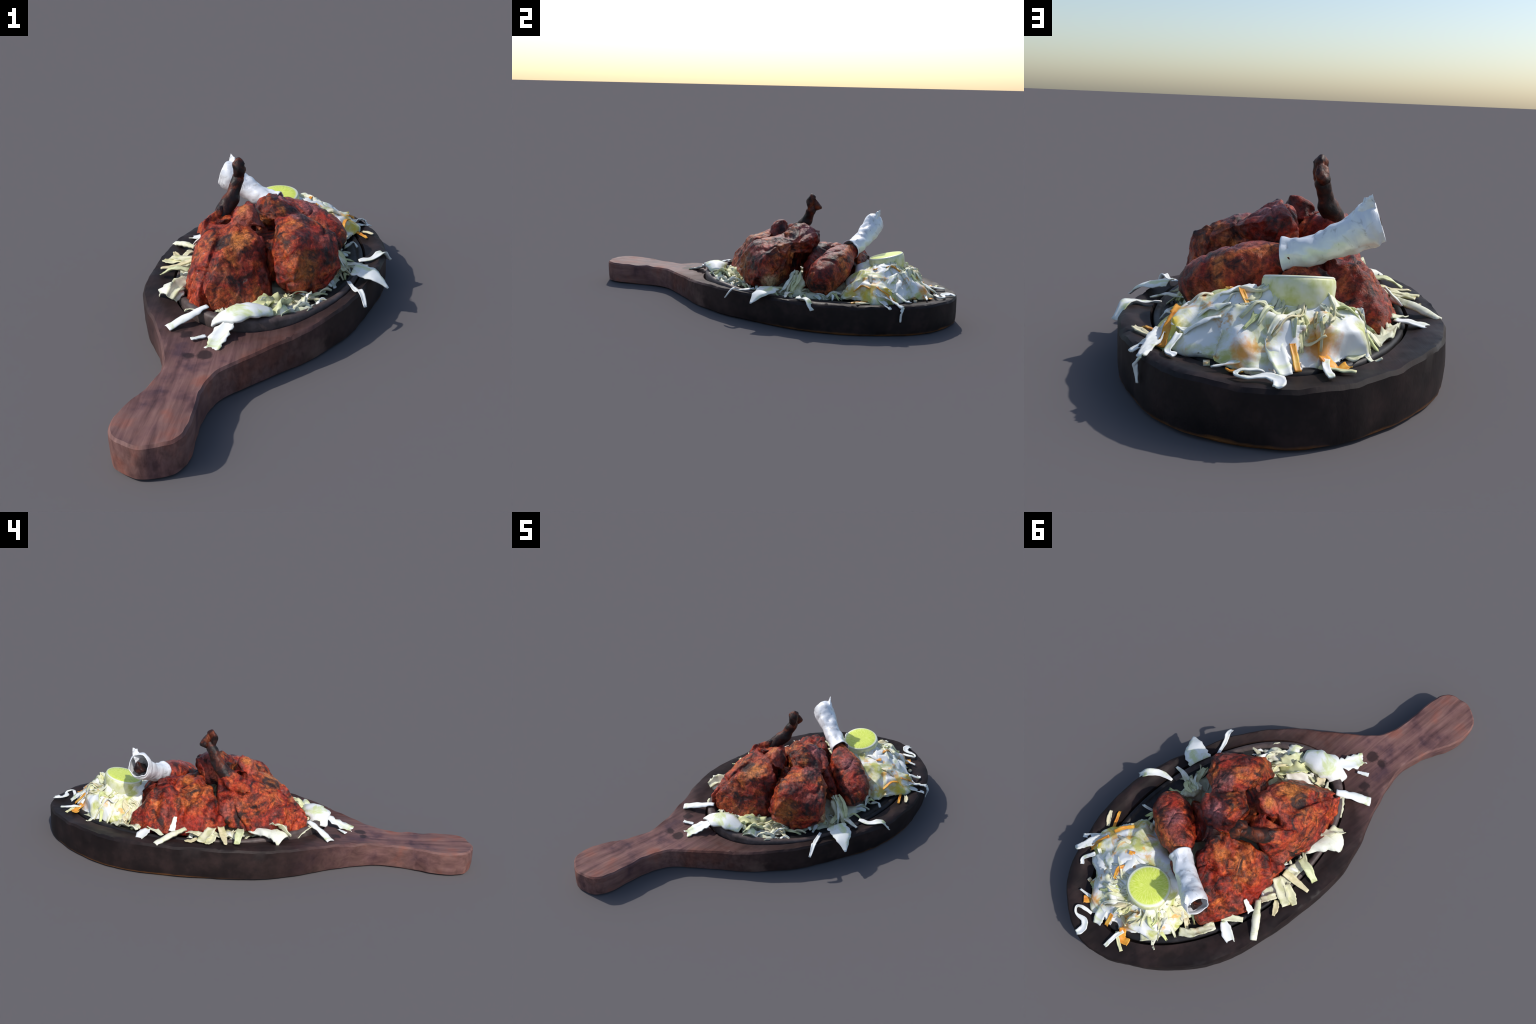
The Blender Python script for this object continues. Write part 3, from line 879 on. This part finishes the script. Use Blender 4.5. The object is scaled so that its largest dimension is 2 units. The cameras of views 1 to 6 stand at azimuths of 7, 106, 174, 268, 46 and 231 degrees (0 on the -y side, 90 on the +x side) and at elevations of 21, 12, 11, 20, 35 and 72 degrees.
# right rim
shred([(0.290, 0.620, 0.185), (0.339, 0.703, 0.165), (0.374, 0.776, 0.139)], (0.04, 0.035, 0.022), WHITE, ruffle=0.012)
shred([(0.300, 0.640, 0.165), (0.350, 0.680, 0.150), (0.400, 0.722, 0.133)], (0.04, 0.03, 0.016), WHITE)
shred([(0.285, 0.730, 0.180), (0.311, 0.779, 0.155), (0.295, 0.800, 0.142)], 0.016, WHITE)
shred([(0.372, 0.775, 0.138), (0.385, 0.772, 0.120), (0.382, 0.768, 0.095), (0.379, 0.768, 0.070)], (0.014, 0.014, 0.010, 0.006), WHITE, roll=0.0)
shred([(0.380, 0.535, 0.128), (0.335, 0.605, 0.145)], 0.012, CARROT)
shred([(0.405, 0.562, 0.128), (0.385, 0.590, 0.140), (0.360, 0.615, 0.140)], (0.012, 0.02, 0.012))
shred([(0.466, 0.369, 0.110), (0.440, 0.335, 0.131), (0.400, 0.290, 0.135), (0.345, 0.272, 0.140)], (0.028, 0.032, 0.028, 0.012), WHITE)
shred([(0.325, 0.125, 0.170), (0.365, 0.115, 0.165), (0.410, 0.090, 0.140), (0.454, 0.065, 0.113)], (0.10, 0.105, 0.07, 0.008), WHITE, cup=-0.15)
shred([(0.368, -0.092, 0.106), (0.350, -0.055, 0.126), (0.332, -0.025, 0.137), (0.305, 0.040, 0.150)], (0.010, 0.020, 0.018, 0.012), WHITE)
shred([(0.381, 0.218, 0.140), (0.330, 0.215, 0.150), (0.281, 0.225, 0.145), (0.200, 0.240, 0.160)], (0.012, 0.022, 0.03, 0.04))
shred([(0.255, 0.230, 0.155), (0.289, 0.128, 0.155)], (0.03, 0.02))
rp = random.Random(21)
for k in range(9):
    a, b = rp.uniform(0, 1), rp.uniform(-0.03, 0.03)
    shred([(0.200 + 0.02 * a, 0.205 + 0.06 * a, 0.215 + rp.uniform(-0.02, 0.02)), (0.252 + rp.uniform(-0.01, 0.012), 0.205 + 0.07 * a + b * 0.6, 0.185 + rp.uniform(-0.01, 0.015)),
           (0.285 + rp.uniform(-0.01, 0.03), 0.195 + 0.07 * a + b * 1.6, 0.135)], (0.008, rp.uniform(0.010, 0.024), 0.008), roll=rp.uniform(-0.8, 0.8), ruffle=0.010)
# crumpled greens before the thigh
for pa, w, m in (([(0.176, -0.110, 0.135), (0.130, -0.150, 0.155), (0.100, -0.200, 0.145)], 0.05, None),
                 ([(0.090, -0.150, 0.165), (0.060, -0.200, 0.185), (0.040, -0.240, 0.150)], 0.05, None),
                 ([(0.070, -0.120, 0.150), (0.020, -0.180, 0.180), (-0.010, -0.230, 0.160)], 0.055, None),
                 ([(0.020, -0.120, 0.160), (-0.020, -0.170, 0.165), (-0.060, -0.210, 0.165)], 0.055, None),
                 ([(0.120, -0.200, 0.145), (0.090, -0.230, 0.165), (0.060, -0.255, 0.150)], 0.045, WHITE),
                 ([(0.140, -0.130, 0.140), (0.160, -0.180, 0.160), (0.130, -0.210, 0.140)], 0.04, None),
                 ([(0.235, -0.060, 0.130), (0.210, -0.100, 0.145), (0.180, -0.130, 0.135)], 0.03, WHITE),
                 ([(-0.100, -0.210, 0.160), (-0.080, -0.240, 0.170), (-0.040, -0.240, 0.165)], 0.04, None)):
    shred([(x, y, z - 0.018) for x, y, z in pa], w, m, ruffle=0.02, cup=0.5, roll=random.uniform(-0.6, 0.6), ragged=0.5)
# carrot bits on the heap
for pa, w in (([(0.270, 0.530, 0.225), (0.285, 0.570, 0.235), (0.300, 0.610, 0.215)], 0.022), ([(0.296, 0.640, 0.225), (0.312, 0.690, 0.232), (0.328, 0.730, 0.175)], 0.022),
              ([(0.125, 0.730, 0.282), (0.140, 0.690, 0.290), (0.130, 0.660, 0.282)], 0.014), ([(0.150, 0.600, 0.268), (0.170, 0.615, 0.268)], 0.016),
              ([(-0.040, 0.830, 0.240), (-0.070, 0.860, 0.195), (-0.100, 0.850, 0.140)], 0.030), ([(0.029, 0.830, 0.245), (0.020, 0.880, 0.170)], 0.016),
              ([(0.150, 0.860, 0.195), (0.170, 0.885, 0.145)], 0.03)):
    shred([(x, y, heap_z(x, y) + 0.004 + 0.006 * (i == 1)) for i, (x, y, z) in enumerate(pa)], w, CARROT)

# loose shreds filling the bed: short curls around the food inside the plate
rng = random.Random(11)
made = 0
while made < 150:
    a, q = rng.uniform(0, 2 * math.pi), rng.uniform(0.62, 0.88)
    p = PC + AX * (math.cos(a) * PA * q) + SX * (math.sin(a) * PB * q)
    if p.y > 0.62 and p.x > 0.1 and rng.random() < 0.5:
        continue
    made += 1
    th = rng.uniform(0, 2 * math.pi)
    ln = rng.uniform(0.025, 0.055)
    d = V((math.cos(th), math.sin(th)))
    z = 0.118 + rng.uniform(0, 0.022)
    w = rng.uniform(0.008, 0.022)
    path = [(p.x - d.x * ln, p.y - d.y * ln, z), (p.x + rng.uniform(-.01, .01), p.y + rng.uniform(-.01, .01), z + rng.uniform(0.008, 0.03)),
            (p.x + d.x * ln, p.y + d.y * ln, z)]
    shred(path, (w * 0.7, w, w * 0.5), WHITE if rng.random() < 0.25 else None, roll=rng.uniform(-0.7, 0.7), ruffle=0.008, nu=9, nv=4)
